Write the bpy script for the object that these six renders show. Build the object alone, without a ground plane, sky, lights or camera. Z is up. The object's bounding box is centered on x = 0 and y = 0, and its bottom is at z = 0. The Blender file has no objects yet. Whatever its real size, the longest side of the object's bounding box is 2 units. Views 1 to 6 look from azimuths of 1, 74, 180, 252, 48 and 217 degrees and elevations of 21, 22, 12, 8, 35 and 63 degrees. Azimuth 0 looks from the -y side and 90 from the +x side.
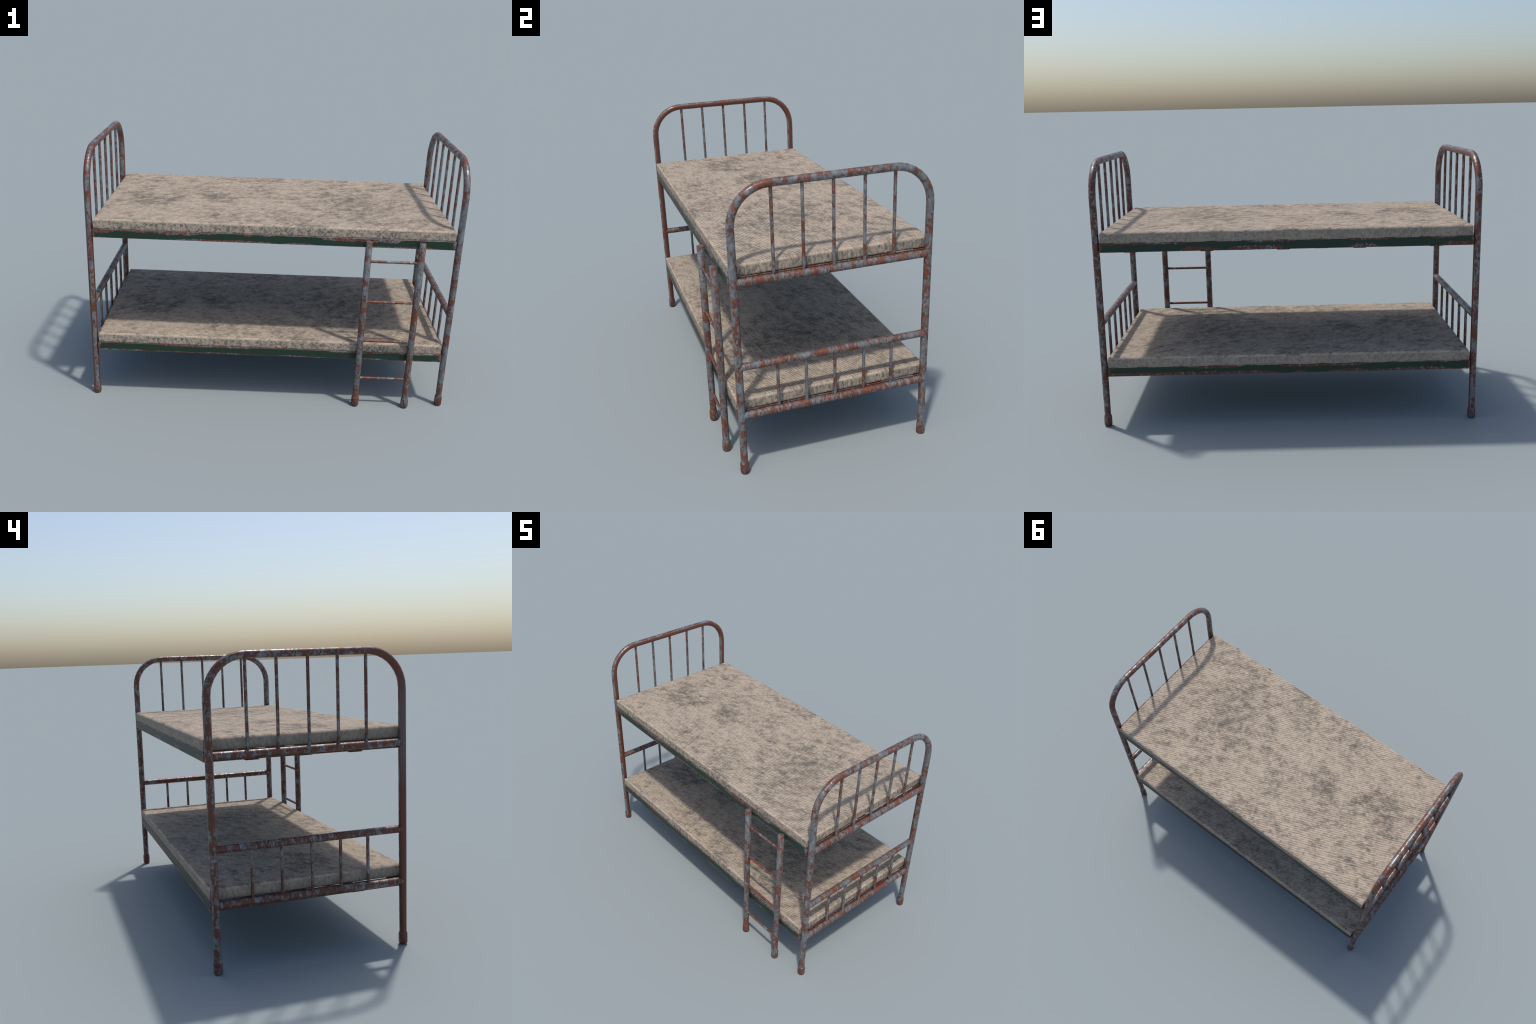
"""Old tubular steel bunk bed: two arched bed ends, two painted angle-iron bed
frames with woven flat straps, two stained ribbed mattresses and a hook-on ladder."""
import bpy, math, random
import numpy as np
from mathutils import Vector, noise as mnoise

random.seed(7)
COL = bpy.context.scene.collection

# ------------------------------------------------------------------ dimensions
Y_MID = 0.0192                 # the bed is off centre: the ladder stands in front
POST_X = 0.9785                # tube axis of the bed ends
POST_Y = 0.4618                # half distance of the two legs of an end
TUBE_R = 0.0184
LEG_R = 0.0172                 # the tubes thin a little towards the feet
BAR_R = 0.0180
SPINDLE_R = 0.0080
FOOT_R = 0.0215
ARCH_TOP = 1.4030              # axis height of the top of the arch
ARCH_BEND = 0.176
SIDES = 10
BARS = (0.9775, 0.5670, 0.3130)          # cross bars of an end
SPINDLES_Y = (-0.2605, -0.1223, 0.0190, 0.1648, 0.3070)
FRAME_X, FRAME_Y = 0.9585, 0.4805        # half size of a bed frame
RAIL_H = 0.0470
FRAME_Z = (0.9495, 0.2815)               # underside of the rails
MATT_X, MATT_Y = 0.9530, 0.4790
MATT_H = 0.0568
LADDER_X, LADDER_Y, LADDER_TOP = (0.4985, 0.7787), -0.4822, 0.9895
RUNGS_Z = (0.8778, 0.6454, 0.4110, 0.1780)


# ------------------------------------------------------------------ node helpers
class Nodes:
    def __init__(self, name):
        self.mat = bpy.data.materials.new(name)
        self.mat.use_nodes = True
        self.t = self.mat.node_tree
        self.t.nodes.clear()
        self.out = self.new('ShaderNodeOutputMaterial')

    def new(self, kind, **props):
        n = self.t.nodes.new(kind)
        for k, v in props.items():
            setattr(n, k, v)
        return n

    def put(self, sock, val):
        if isinstance(val, bpy.types.NodeSocket):
            self.t.links.new(val, sock)
        elif val is not None:
            sock.default_value = val

    def math(self, op, a, b=None, c=None, clamp=False):
        n = self.new('ShaderNodeMath', operation=op, use_clamp=clamp)
        for i, v in enumerate((a, b, c)):
            self.put(n.inputs[i], v)
        return n.outputs[0]

    def vmath(self, op, a, b=None, scale=None):
        n = self.new('ShaderNodeVectorMath', operation=op)
        self.put(n.inputs[0], a)
        if b is not None:
            self.put(n.inputs[1], b)
        if scale is not None:
            self.put(n.inputs['Scale'], scale)
        return n.outputs['Value'] if op in ('DISTANCE', 'DOT_PRODUCT', 'LENGTH') else n.outputs[0]

    def mapping(self, vec, loc=(0, 0, 0), rot=(0, 0, 0), scale=(1, 1, 1)):
        n = self.new('ShaderNodeMapping')
        self.put(n.inputs[0], vec)
        self.put(n.inputs['Location'], loc)
        self.put(n.inputs['Rotation'], rot)
        self.put(n.inputs['Scale'], scale)
        return n.outputs[0]

    def noise(self, vec, scale, detail=3.0, rough=0.55, distort=0.0, color=False):
        n = self.new('ShaderNodeTexNoise')
        self.put(n.inputs['Vector'], vec)
        self.put(n.inputs['Scale'], scale)
        self.put(n.inputs['Detail'], detail)
        self.put(n.inputs['Roughness'], rough)
        self.put(n.inputs['Distortion'], distort)
        return n.outputs['Color' if color else 'Fac']

    def step(self, val, lo, hi, smooth=True):
        n = self.new('ShaderNodeMapRange')
        n.interpolation_type = 'SMOOTHSTEP' if smooth else 'LINEAR'
        self.put(n.inputs[0], val)
        self.put(n.inputs[1], lo)
        self.put(n.inputs[2], hi)
        n.inputs[3].default_value, n.inputs[4].default_value = 0.0, 1.0
        return n.outputs[0]

    def mix(self, fac, a, b, blend='MIX'):
        n = self.new('ShaderNodeMix', data_type='RGBA', blend_type=blend)
        self.put(n.inputs[0], fac)
        for s, v in ((n.inputs[6], a), (n.inputs[7], b)):
            self.put(s, (*v, 1) if isinstance(v, tuple) else v)
        return n.outputs[2]

    def fmix(self, fac, a, b):
        n = self.new('ShaderNodeMix', data_type='FLOAT')
        self.put(n.inputs[0], fac)
        self.put(n.inputs[2], a)
        self.put(n.inputs[3], b)
        return n.outputs[0]

    def split(self, vec):
        n = self.new('ShaderNodeSeparateXYZ')
        self.put(n.inputs[0], vec)
        return n.outputs[0], n.outputs[1], n.outputs[2]

    def finish(self, color, rough, metallic=0.0, height=None, strength=0.3, dist=0.002, spec=0.5):
        b = self.new('ShaderNodeBsdfPrincipled')
        self.put(b.inputs['Base Color'], color)
        self.put(b.inputs['Roughness'], rough)
        self.put(b.inputs['Metallic'], metallic)
        self.put(b.inputs['Specular IOR Level'], spec)
        if height is not None:
            bump = self.new('ShaderNodeBump')
            bump.inputs['Strength'].default_value = strength
            bump.inputs['Distance'].default_value = dist
            self.put(bump.inputs['Height'], height)
            self.t.links.new(bump.outputs[0], b.inputs['Normal'])
        self.t.links.new(b.outputs[0], self.out.inputs[0])
        return self.mat


GREY = (0.143, 0.155, 0.164)
GREY_PALE = (0.245, 0.257, 0.264)
RUST = (0.200, 0.058, 0.028)
RUST_BROWN = (0.115, 0.043, 0.027)
RUST_DARK = (0.060, 0.027, 0.021)


def flaked_layers(N, pos, stretch, seed, bias):
    """Colour and rust mask of bare grey steel eaten by rust in crisp blotches."""
    p = N.mapping(pos, loc=(seed * 1.7, seed * 2.3, seed * 0.9), scale=stretch)
    big = N.noise(p, 29.0, 3.0, 0.58, 0.3)
    fine = N.noise(p, 95.0, 2.0, 0.55, 0.2)
    drift = N.noise(pos, 5.0, 1.0, 0.5)
    f = N.math('ADD', N.math('MULTIPLY', big, 0.58), N.math('MULTIPLY', fine, 0.42))
    f = N.math('ADD', f, N.math('MULTIPLY', N.math('SUBTRACT', drift, 0.5), 0.16))
    fz = N.split(pos)[2]
    f = N.math('MULTIPLY_ADD', N.math('SUBTRACT', 1.0, N.step(fz, 0.045, 0.075)), 0.045, f)
    # shade painted in: rust spread and darkened on faces turned from the sun
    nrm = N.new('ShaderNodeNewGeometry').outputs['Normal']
    baked_shade = N.step(N.vmath('DOT_PRODUCT', nrm, (-0.66, 0.75, 0.0)), -0.1, 0.8)
    f = N.math('MULTIPLY_ADD', baked_shade, 0.042, f)
    rust = N.step(f, 0.485 - bias, 0.565 - bias)
    stain = N.step(f, 0.40 - bias, 0.53 - bias)
    tone = N.noise(p, 48.0, 3.0, 0.6)
    grey = N.mix(N.step(tone, 0.35, 0.7), GREY, GREY_PALE)
    grey = N.mix(N.math('MULTIPLY', stain, 0.55), grey, (0.128, 0.098, 0.088))
    rc = N.mix(N.step(N.noise(p, 60.0, 3.0, 0.6), 0.36, 0.62), RUST_BROWN, RUST)
    rc = N.mix(N.math('MULTIPLY', N.step(fine, 0.58, 0.75), 0.5), rc, RUST_DARK)
    rc = N.mix(N.math('MULTIPLY', baked_shade, 0.4), rc, RUST_DARK)
    return N.mix(rust, grey, rc), rust, f


def steel_material(name, stretch, seed, bias=0.0, plain=False):
    N = Nodes(name)
    g = N.new('ShaderNodeNewGeometry')
    pos = g.outputs['Position']
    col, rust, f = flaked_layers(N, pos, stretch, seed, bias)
    if plain:
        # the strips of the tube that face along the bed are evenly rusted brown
        x, y, z = N.split(pos)
        nx, ny, nz = N.split(g.outputs['True Normal'])
        inner = N.math('GREATER_THAN', nx, 0.75)
        front = N.math('LESS_THAN', y, -0.30)
        outer = N.math('MULTIPLY', N.math('LESS_THAN', nx, -0.40), front)
        flat = N.math('MAXIMUM', inner, outer)
        worn = N.math('MULTIPLY', N.step(z, 0.72, 0.95), N.math('SUBTRACT', 1.0, N.step(z, 1.12, 1.32)))
        worn = N.math('MULTIPLY', worn, outer)
        brown = N.mix(N.math('MULTIPLY', worn, 0.8), (0.138, 0.046, 0.027), (0.125, 0.104, 0.110))
        col = N.mix(flat, col, brown)
        rust = N.fmix(flat, rust, 0.45)
    rough = N.fmix(rust, 0.35, 0.50)
    h = N.math('ADD', N.math('MULTIPLY', rust, 0.6), f)
    return N.finish(col, rough, N.fmix(rust, 0.25, 0.12), h, 0.25, 0.0012)


def green_material(name, z0, top_wear, low_wear, seed):
    """Dark green paint that has flaked to steel and rust along the rail edges."""
    N = Nodes(name)
    g = N.new('ShaderNodeNewGeometry')
    pos = g.outputs['Position']
    x, y, z = N.split(pos)
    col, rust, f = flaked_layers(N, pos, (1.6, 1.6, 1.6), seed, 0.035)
    p = N.mapping(pos, loc=(seed * 3.1, seed * 1.3, 0), scale=(1.0, 1.0, 0.6))
    n = N.noise(p, 60.0, 3.0, 0.6)
    def lengths(shift):
        return N.step(N.noise(N.mapping(p, loc=(shift, shift, 0)), 2.9, 2.0, 0.6), 0.44, 0.55)
    h = N.math('DIVIDE', N.math('SUBTRACT', z, z0), RAIL_H)          # 0 bottom .. 1 top
    def edge(dist, wear, shift):
        reach = N.math('MULTIPLY', N.math('MULTIPLY_ADD', lengths(shift), wear, 0.05), N.math('MULTIPLY_ADD', n, 1.8, 0.15))
        return N.step(N.math('SUBTRACT', reach, dist), -0.02, 0.05)
    bare = N.math('MAXIMUM', edge(N.math('SUBTRACT', 1.0, h), top_wear, 0.0), edge(h, low_wear, 5.0))
    ends = N.math('SUBTRACT', N.math('ADD', N.math('ABSOLUTE', x), N.math('MULTIPLY', n, 0.035)), FRAME_X + 0.008)
    bare = N.math('MAXIMUM', bare, N.step(ends, -0.006, 0.002))
    green = N.mix(N.noise(pos, 30.0, 3.0, 0.6), (0.0135, 0.034, 0.020), (0.019, 0.046, 0.028))
    rough = N.fmix(bare, 0.48, 0.50)
    return N.finish(N.mix(bare, green, col), rough, N.math('MULTIPLY', bare, 0.15),
                    N.math('ADD', N.math('MULTIPLY', bare, -0.5), N.math('MULTIPLY', f, 0.3)), 0.3, 0.001, spec=0.32)


# Soiled areas of the ticking: x, y, radius, weight (the same on both mattresses)
STAINS = [
    (0.42, -0.17, 0.22, 0.7), (0.61, -0.03, 0.22, 0.5), (0.39, 0.02, 0.20, 0.6), (0.50, 0.18, 0.16, 0.45),
    (0.64, 0.29, 0.14, 0.4), (0.76, 0.30, 0.12, 0.35), (0.22, -0.16, 0.10, 0.7), (0.09, -0.28, 0.11, 0.45),
    (0.18, -0.42, 0.12, 0.5), (0.46, -0.34, 0.13, 0.4), (0.57, -0.20, 0.14, 0.5), (0.78, -0.33, 0.10, 0.3),
    (-0.29, -0.02, 0.14, 0.5), (-0.58, -0.05, 0.13, 0.8), (-0.57, 0.08, 0.14, 0.55), (-0.69, -0.13, 0.15, 0.6),
    (-0.79, -0.06, 0.14, 0.75), (-0.38, 0.02, 0.15, 0.5), (-0.43, 0.18, 0.14, 0.4), (-0.80, 0.10, 0.16, 0.5),
    (-0.09, 0.20, 0.12, 0.45), (-0.02, 0.40, 0.10, 0.6), (-0.24, 0.39, 0.11, 0.4), (-0.76, 0.32, 0.12, 0.55),
    (-0.06, 0.02, 0.10, 0.5), (0.06, 0.00, 0.11, 0.35), (-0.34, -0.32, 0.12, 0.4), (0.36, 0.40, 0.12, 0.3),
    (-0.48, 0.37, 0.10, 0.4), (0.26, 0.11, 0.12, 0.35)]
RIB_ANGLE = math.radians(22.3)
RIB_PITCH = 0.0137


def mattress_material(name, z_top):
    N = Nodes(name)
    g = N.new('ShaderNodeNewGeometry')
    tc = N.new('ShaderNodeTexCoord')
    pos = tc.outputs['Object']
    nx, ny, nz = N.split(g.outputs['True Normal'])
    x, y, z = N.split(pos)
    is_top = N.step(nz, 0.15, 0.35)

    # ---- ticking of the top: oblique ribs broken into dashes
    flat = N.mapping(pos, rot=(0, 0, -RIB_ANGLE))            # u along a rib, v across
    wob = N.noise(N.mapping(flat, scale=(14, 30, 0)), 1.0, 2.0, 0.5)
    u, v, _ = N.split(flat)
    phase = N.math('ADD', N.math('MULTIPLY', v, 2 * math.pi / RIB_PITCH),
                   N.math('MULTIPLY', N.math('SUBTRACT', wob, 0.5), 3.2))
    rib = N.math('MULTIPLY_ADD', N.math('SINE', phase), 0.5, 0.5)
    dash = N.step(N.noise(N.mapping(flat, scale=(40, 95, 0)), 1.0, 2.0, 0.55), 0.28, 0.72, False)
    speck = N.step(N.noise(N.mapping(flat, loc=(3, 1, 0), scale=(62, 110, 0)), 1.0, 2.0, 0.6), 0.28, 0.72, False)
    rib_mix = N.math('MULTIPLY', N.math('MULTIPLY', N.step(nz, 0.8, 0.95), N.math('SUBTRACT', 1.0, rib)), N.math('MULTIPLY_ADD', N.step(dash, 0.2, 0.6), 0.65, 0.35))

    # ---- soiling: soft patches with a cloudy edge
    warp = N.vmath('SCALE', N.vmath('SUBTRACT', N.noise(pos, 9.0, 3.0, 0.6, color=True), (0.5, 0.5, 0.5)), scale=0.22)
    wx = N.vmath('MULTIPLY', N.vmath('ADD', pos, warp), (1, 1, 0))
    soil = None
    for (sx, sy, r, w) in STAINS:
        d = N.vmath('DISTANCE', wx, (sx, sy, 0.0))
        s = N.math('MULTIPLY', N.math('SUBTRACT', 1.0, N.step(d, 0.0, r)), w)
        soil = s if soil is None else N.math('ADD', soil, s)
    cloud = N.noise(N.mapping(pos, scale=(1, 1, 0)), 12.0, 4.0, 0.6)
    broad = N.noise(N.mapping(pos, loc=(2.2, 0.7, 0), scale=(1, 1, 0)), 4.5, 2.0, 0.5)
    mott = N.math('ADD', N.math('MULTIPLY', speck, 0.5), N.math('MULTIPLY', dash, 0.5))
    # grime: a fractal field, drawn out along the ribs, that the stains push darker
    grime = N.noise(N.mapping(flat, loc=(7, 4, 0), scale=(13, 21, 0)), 1.0, 7.0, 0.74)
    g = N.math('MULTIPLY_ADD', N.math('MINIMUM', soil, 0.9), 0.145, grime)
    g = N.math('MULTIPLY_ADD', N.math('SUBTRACT', broad, 0.5), 0.22, g)
    g = N.math('MULTIPLY_ADD', N.math('SUBTRACT', mott, 0.5), 0.22, g)
    veil = N.step(g, 0.39, 0.66)
    core = N.step(g, 0.53, 0.78)
    dirt = N.math('MULTIPLY_ADD', core, 0.42, N.math('MULTIPLY', veil, 0.47), clamp=True)

    cloth = N.mix(cloud, (0.508, 0.408, 0.310), (0.460, 0.377, 0.294))
    cloth = N.mix(N.math('MULTIPLY', rib_mix, 0.76), cloth, (0.212, 0.186, 0.152))
    top = N.mix(N.math('MULTIPLY', dirt, 0.94), cloth, (0.082, 0.075, 0.065))

    # ---- side panels: blotched, streaked up and down
    sp = N.mapping(pos, scale=(1.0, 1.0, 0.9))
    b1 = N.noise(sp, 76.0, 2.0, 0.5, 0.5)
    b2 = N.noise(sp, 9.0, 2.0, 0.5)
    streak = N.noise(N.mapping(pos, scale=(85, 90, 30)), 1.0, 2.0, 0.55, 0.3)
    on_end = N.step(N.math('ABSOLUTE', nx), 0.6, 0.8)
    grain = N.fmix(N.fmix(on_end, 0.25, 0.60), b1, streak)
    sfac = N.math('ADD', grain, N.math('MULTIPLY', N.math('SUBTRACT', b2, 0.5), 0.22))
    back = N.step(N.math('SUBTRACT', ny, nx), 0.5, 0.8)  # unlit sides: cloth colour greyed and blotch contrast cut to bake in their shade
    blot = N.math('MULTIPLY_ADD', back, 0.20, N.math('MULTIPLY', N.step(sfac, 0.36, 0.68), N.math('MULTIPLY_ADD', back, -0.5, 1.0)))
    blot = N.math('MAXIMUM', blot, N.math('MULTIPLY', N.step(b2, 0.5, 0.75), 0.4))
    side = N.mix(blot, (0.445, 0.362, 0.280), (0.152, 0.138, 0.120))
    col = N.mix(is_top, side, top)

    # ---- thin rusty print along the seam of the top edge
    ex = N.math('SUBTRACT', MATT_X - 0.0105, N.math('ABSOLUTE', x))
    ey = N.math('SUBTRACT', MATT_Y - 0.0105, N.math('ABSOLUTE', y))
    e = N.math('MINIMUM', N.math('ABSOLUTE', ex), N.math('ABSOLUTE', ey))
    seam = N.math('SUBTRACT', 1.0, N.step(e, 0.0004, 0.0016))
    seam = N.math('MULTIPLY', seam, N.step(N.noise(pos, 12.0, 3.0, 0.7), 0.46, 0.60))
    seam = N.math('MULTIPLY', seam, N.step(nz, 0.3, 0.6))
    col = N.mix(N.math('MULTIPLY', seam, 0.75), col, (0.16, 0.065, 0.045))

    hi = N.fmix(is_top, N.math('MULTIPLY', sfac, -4.6), N.math('ADD', N.math('MULTIPLY', rib, 0.55), N.math('MULTIPLY', mott, -0.9)))
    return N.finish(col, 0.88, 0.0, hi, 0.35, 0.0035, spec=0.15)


# ------------------------------------------------------------------ mesh helpers
def make_object(name, verts, faces, mat, parent=None, smooth=40.0, loc=(0, 0, 0)):
    me = bpy.data.meshes.new(name)
    me.from_pydata(verts, [], faces)
    me.update()
    for m in (mat if isinstance(mat, (list, tuple)) else [mat]):
        me.materials.append(m)
    if smooth:
        me.polygons.foreach_set('use_smooth', [True] * len(me.polygons))
        me.set_sharp_from_angle(angle=math.radians(smooth))
    return link(name, me, parent, loc)


def link(name, me, parent, loc=(0, 0, 0)):
    ob = bpy.data.objects.new(name, me)
    COL.objects.link(ob)
    ob.location = loc
    ob.parent = parent
    return ob


def sweep(path, radii, side_axis, caps=True, sides=SIDES):
    """Tube along a planar path; side_axis is the normal of the path's plane, where
    one corner of the polygonal section points."""
    verts, faces = [], []
    side = Vector(side_axis).normalized()
    pts = [Vector(p) for p in path]
    for i, p in enumerate(pts):
        a = pts[max(i - 1, 0)]
        b = pts[min(i + 1, len(pts) - 1)]
        t = (b - a).normalized()
        rad = t.cross(side).normalized()
        for k in range(sides):
            w = 2 * math.pi * k / sides
            verts.append(p + radii[i] * (math.cos(w) * side + math.sin(w) * rad))
    n = sides
    for i in range(len(pts) - 1):
        for k in range(n):
            a, b = i * n + k, i * n + (k + 1) % n
            faces.append((a, b, b + n, a + n))
    if caps:
        faces.append(tuple(reversed(range(n))))
        faces.append(tuple(range(len(verts) - n, len(verts))))
    return verts, faces


def join(*parts):
    verts, faces = [], []
    for v, f in parts:
        o = len(verts)
        verts += list(v)
        faces += [tuple(i + o for i in q) for q in f]
    return verts, faces


def box(x0, x1, y0, y1, z0, z1, c=0.0012):
    """Box with small chamfers on every edge."""
    import bmesh
    bm = bmesh.new()
    bmesh.ops.create_cube(bm, size=1.0)
    for v in bm.verts:
        v.co = Vector(((x0 + x1) / 2 + v.co.x * (x1 - x0), (y0 + y1) / 2 + v.co.y * (y1 - y0),
                       (z0 + z1) / 2 + v.co.z * (z1 - z0)))
    bmesh.ops.bevel(bm, geom=bm.edges[:], offset=c, segments=1, affect='EDGES')
    bm.verts.ensure_lookup_table()
    out = ([v.co.copy() for v in bm.verts], [tuple(v.index for v in f.verts) for f in bm.faces])
    bm.free()
    return out


# ------------------------------------------------------------------ materials
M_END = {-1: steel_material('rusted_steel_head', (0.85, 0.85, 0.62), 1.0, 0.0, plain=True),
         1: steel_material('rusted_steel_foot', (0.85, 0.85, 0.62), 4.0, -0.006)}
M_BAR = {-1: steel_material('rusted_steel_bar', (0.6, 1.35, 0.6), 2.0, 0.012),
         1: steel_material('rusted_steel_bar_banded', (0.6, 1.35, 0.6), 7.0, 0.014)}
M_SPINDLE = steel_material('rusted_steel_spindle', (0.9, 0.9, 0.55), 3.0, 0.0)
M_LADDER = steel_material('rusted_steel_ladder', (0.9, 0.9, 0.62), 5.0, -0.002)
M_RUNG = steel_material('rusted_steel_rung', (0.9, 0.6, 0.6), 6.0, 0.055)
M_STRAP = green_material('flaked_green_strap', -0.5, 0.0, 0.0, 2.0)


# ------------------------------------------------------------------ the bed
bed = bpy.data.objects.new('bunk_bed', None)
COL.objects.link(bed)
bed.empty_display_size = 0.2
bed['label'] = 'old rusty tubular steel bunk bed with stained mattresses and ladder'
bed['category'] = 'bunk bed'

FOOT_PROFILE = [(0.0, 0.0168), (0.0065, FOOT_R), (0.046, FOOT_R), (0.053, FOOT_R * 0.965),
                (0.061, LEG_R + 0.0004), (0.064, LEG_R - 0.001)]


def arch_path():
    pts = [(0, -POST_Y, 0.058), (0, -POST_Y, 0.5), (0, -POST_Y, 0.9)]
    steps = 9
    cz, cy = ARCH_TOP - ARCH_BEND, POST_Y - ARCH_BEND
    for i in range(steps + 1):
        a = math.pi / 2 * i / steps
        pts.append((0, -cy - ARCH_BEND * math.cos(a), cz + ARCH_BEND * math.sin(a)))
    return pts + [(x, -y, z) for x, y, z in reversed(pts)]


path = [Vector(p) + Vector((0, Y_MID, 0)) for p in arch_path()]
spindle_meshes = {}
for sgn, name in ((-1, 'headboard'), (1, 'footboard')):
    v, f = sweep(path, [LEG_R if p.z < 0.3 else TUBE_R for p in path], (sgn, 0, 0))
    end = make_object(name, v, f, M_END[sgn], bed, 50, (sgn * POST_X, 0, 0))
    # feet
    fv, ff = sweep([(0, 0, z) for z, _ in FOOT_PROFILE], [r for _, r in FOOT_PROFILE], (1, 0, 0))
    foot = make_object('foot', fv, ff, M_END[sgn], end, 35, (0, Y_MID - POST_Y, 0))
    twin = link('foot', foot.data, end, (0, Y_MID + POST_Y, 0))
    # cross bars, let into the legs up to the tube axis
    bv, bf = sweep([(0, -POST_Y + 0.001, 0), (0, POST_Y - 0.001, 0)], [BAR_R] * 2, (1, 0, 0))
    bar_me = None
    for z in BARS:
        if bar_me is None:
            bar_me = make_object('crossbar', bv, bf, M_BAR[sgn], end, 50, (0, Y_MID, z)).data
        else:
            link('crossbar', bar_me, end, (0, Y_MID, z))
    # spindles: upper set between arch and top bar, lower set between the two lower bars
    for key, lo, hi in (('upper', BARS[0], ARCH_TOP), ('lower', BARS[2], BARS[1])):
        if key not in spindle_meshes:
            sv, sf = sweep([(0, 0, 0), (0, 0, hi - lo)], [SPINDLE_R] * 2, (1, 0, 0), sides=8)
            spindle_meshes[key] = make_object('spindle', sv, sf, M_SPINDLE, end, 50, (0, SPINDLES_Y[0], lo)).data
            todo = SPINDLES_Y[1:]
        else:
            todo = SPINDLES_Y
        for sy in todo:
            link('spindle', spindle_meshes[key], end, (0, sy, lo))

# ------------------------------------------------------------------ bed frames
STRAP_X = [0.0180 + 0.1965 * k for k in range(-4, 5)]
STRAP_Y = (-0.2255, 0.0245, 0.2745)
STRAP_W, STRAP_T = 0.0645, 0.0022


def strap(axis, at, length, z, sag, lift):
    """Flat strap laid under the frame; it dips a little and weaves past the others."""
    n = 48
    verts, faces = [], []
    for i in range(n + 1):
        s = -1 + 2 * i / n
        zc = z - sag * (1 - s * s) + lift * 0.0012 * math.cos(i * math.pi / 4)
        a = s * length
        for w, dz in ((-STRAP_W / 2, 0), (STRAP_W / 2, 0), (STRAP_W / 2, -STRAP_T), (-STRAP_W / 2, -STRAP_T)):
            verts.append((at + w, Y_MID + a, zc + dz) if axis == 'y' else (a, at + w, zc + dz))
    for i in range(n):
        for k in range(4):
            a, b = i * 4 + k, i * 4 + (k + 1) % 4
            faces.append((a, b, b + 4, a + 4) if axis == 'y' else (a, a + 4, b + 4, b))
    faces += [(3, 2, 1, 0), tuple(range(n * 4, n * 4 + 4))]
    return verts, faces


WEAR = {0: ((0.33, 0.17), (0.14, 0.40)), 1: ((0.14, 0.13), (0.22, 0.30))}
for level, z0 in enumerate(FRAME_Z):
    z1 = z0 + RAIL_H
    th, leg = 0.005, 0.026
    ends = green_material('flaked_green_end', z0, 0.50, 0.30, 11 + level)
    parts = []
    for s in (-1, 1):
        xa, xb = sorted((s * FRAME_X, s * (FRAME_X - th)))
        xc, xd = sorted((s * (FRAME_X - th), s * (FRAME_X - leg)))
        hy = FRAME_Y - th
        parts += [box(xa, xb, Y_MID - hy, Y_MID + hy, z0 + 0.0006, z1 - 0.0006),
                  box(xc, xd, Y_MID - hy, Y_MID + hy, z0 + 0.0006, z0 + th)]
    v, f = join(*parts)
    frame = make_object('bed_frame', v, f, ends, bed, 30)
    for s, wear in zip((-1, 1), WEAR[level]):
        mat = green_material('flaked_green_rail', z0, wear[0], wear[1], 20 + 3 * level + s)
        ya, yb = sorted((Y_MID + s * FRAME_Y, Y_MID + s * (FRAME_Y - th)))
        yc, yd = sorted((Y_MID + s * (FRAME_Y - th), Y_MID + s * (FRAME_Y - leg)))
        v, f = join(box(-FRAME_X, FRAME_X, ya, yb, z0, z1),
                    box(-FRAME_X + leg + 0.001, FRAME_X - leg - 0.001, yc, yd, z0 + 0.0004, z0 + th))
        make_object('side_rail', v, f, mat, frame, 30)
    strap_mat = green_material('flaked_green_strap', z0 - 0.05, 0.0, 0.0, 31 + level)
    for i, sx in enumerate(STRAP_X):
        v, f = strap('y', sx, FRAME_Y - 0.016, z0 - 0.0010 - 0.0018 * (1 - (sx / FRAME_X) ** 2), 0.003, 1 if i % 2 else -1)
        make_object('strap', v, f, strap_mat, frame, 40)
    for i, sy in enumerate(STRAP_Y):
        v, f = strap('x', sy, FRAME_X - 0.016, z0 - 0.0028, 0.003, 1 if i % 2 else -1)
        make_object('strap', v, f, strap_mat, frame, 40)


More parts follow.
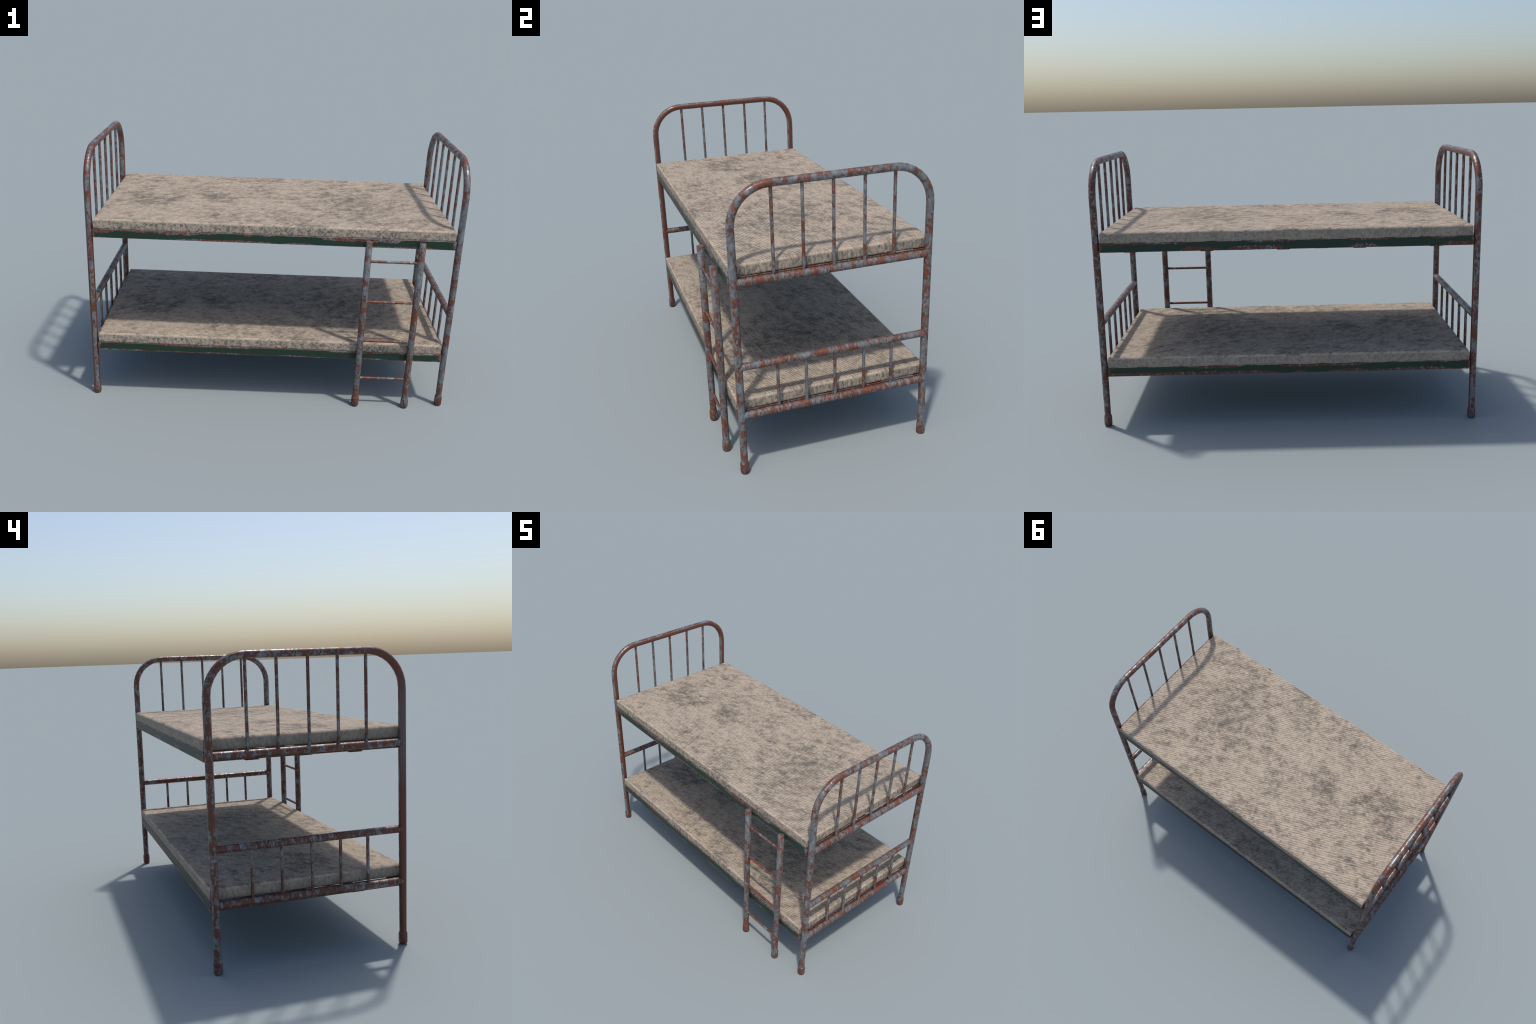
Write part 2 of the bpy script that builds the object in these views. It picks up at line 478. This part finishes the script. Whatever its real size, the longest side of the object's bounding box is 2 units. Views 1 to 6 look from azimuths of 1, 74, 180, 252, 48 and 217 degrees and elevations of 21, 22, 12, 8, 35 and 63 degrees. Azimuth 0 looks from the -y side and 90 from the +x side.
# ------------------------------------------------------------------ mattresses
def mattress_mesh(seed):
    """Flat ribbed pad: gridded top, softened upper edge, straight sides, flat bottom."""
    step, edge = 0.0045, 0.0110
    hx, hy = MATT_X - edge, MATT_Y - edge
    nx, ny = int(2 * hx / step), int(2 * hy / step)
    gx, gy = np.meshgrid(np.linspace(-hx, hx, nx + 1), np.linspace(-hy, hy, ny + 1), indexing='ij')
    top = np.stack([gx.ravel(), gy.ravel(), np.full(gx.size, MATT_H)], 1)
    idx = np.arange(top.shape[0]).reshape(nx + 1, ny + 1)
    faces = np.stack([idx[:-1, :-1], idx[1:, :-1], idx[1:, 1:], idx[:-1, 1:]], -1).reshape(-1, 4).tolist()
    ring = np.concatenate([idx[:-1, 0], idx[-1, :-1], idx[:0:-1, -1], idx[0, :0:-1]])
    base = top[ring]
    out = np.zeros((len(ring), 2))
    out[:, 0] = np.where(np.isclose(np.abs(base[:, 0]), hx), np.sign(base[:, 0]), 0)
    out[:, 1] = np.where(np.isclose(np.abs(base[:, 1]), hy), np.sign(base[:, 1]), 0)
    levels = [(0.0055, MATT_H - 0.0022), (0.0092, MATT_H - 0.0062), (edge, MATT_H - 0.0115)]
    levels += [(edge, zz) for zz in (0.036, 0.027, 0.018, 0.009, 0.003)] + [(edge - 0.0025, 0.0)]
    verts = [top]
    prev = ring
    start = top.shape[0]
    m = len(ring)
    for d, zz in levels:
        lv = base.copy()
        lv[:, :2] += out * d
        lv[:, 2] = zz
        verts.append(lv)
        cur = np.arange(start, start + m)
        a, b = prev, np.roll(prev, -1)
        c, e = np.roll(cur, -1), cur
        faces += np.stack([a, e, c, b], 1).tolist()
        prev, start = cur, start + m
    faces.append(prev[::-1].tolist())
    V = np.concatenate(verts)
    # oblique ribs of the ticking and slight unevenness of the stuffing
    ca, sa = math.cos(RIB_ANGLE), math.sin(RIB_ANGLE)
    across = -sa * V[:, 0] + ca * V[:, 1]
    w = np.clip((V[:, 2] - (MATT_H - 0.003)) / 0.003, 0, 1)
    V[:, 2] += w * 0.00045 * np.sin(across * 2 * math.pi / RIB_PITCH)
    lump = np.array([mnoise.noise(Vector((p[0] * 7 + seed, p[1] * 7, seed))) for p in V])
    V[:, 2] += w * 0.0012 * lump
    return V.tolist(), faces


mv, mf = mattress_mesh(3.0)
matt_mat = mattress_material('stained_ticking', MATT_H)
upper = make_object('mattress', mv, mf, matt_mat, bed, 55, (0, Y_MID, FRAME_Z[0] + RAIL_H + 0.0005))
lower = link('mattress', upper.data, bed, (0, Y_MID, FRAME_Z[1] + RAIL_H + 0.0005))


# ------------------------------------------------------------------ ladder
stiles = []
for sx in LADDER_X:
    zs = [0.058, 0.30, 0.60, LADDER_TOP - 0.0015, LADDER_TOP]
    stiles.append(sweep([(sx, LADDER_Y, z) for z in zs], [LEG_R, LEG_R + 0.0004, TUBE_R - 0.0004, TUBE_R, TUBE_R - 0.0015], (1, 0, 0)))
v, f = join(*stiles)
ladder = make_object('ladder', v, f, M_LADDER, bed, 50)
fv, ff = sweep([(0, 0, z) for z, _ in FOOT_PROFILE], [r for _, r in FOOT_PROFILE], (1, 0, 0))
foot = make_object('foot', fv, ff, M_LADDER, ladder, 35, (LADDER_X[0], LADDER_Y, 0))
link('foot', foot.data, ladder, (LADDER_X[1], LADDER_Y, 0))
rv, rf = sweep([(LADDER_X[0], 0, 0), (LADDER_X[1], 0, 0)], [0.0078] * 2, (0, 1, 0), sides=8)
rung_me = None
for z in RUNGS_Z:
    if rung_me is None:
        rung_me = make_object('rung', rv, rf, M_RUNG, ladder, 50, (0, LADDER_Y, z)).data
    else:
        link('rung', rung_me, ladder, (0, LADDER_Y, z))
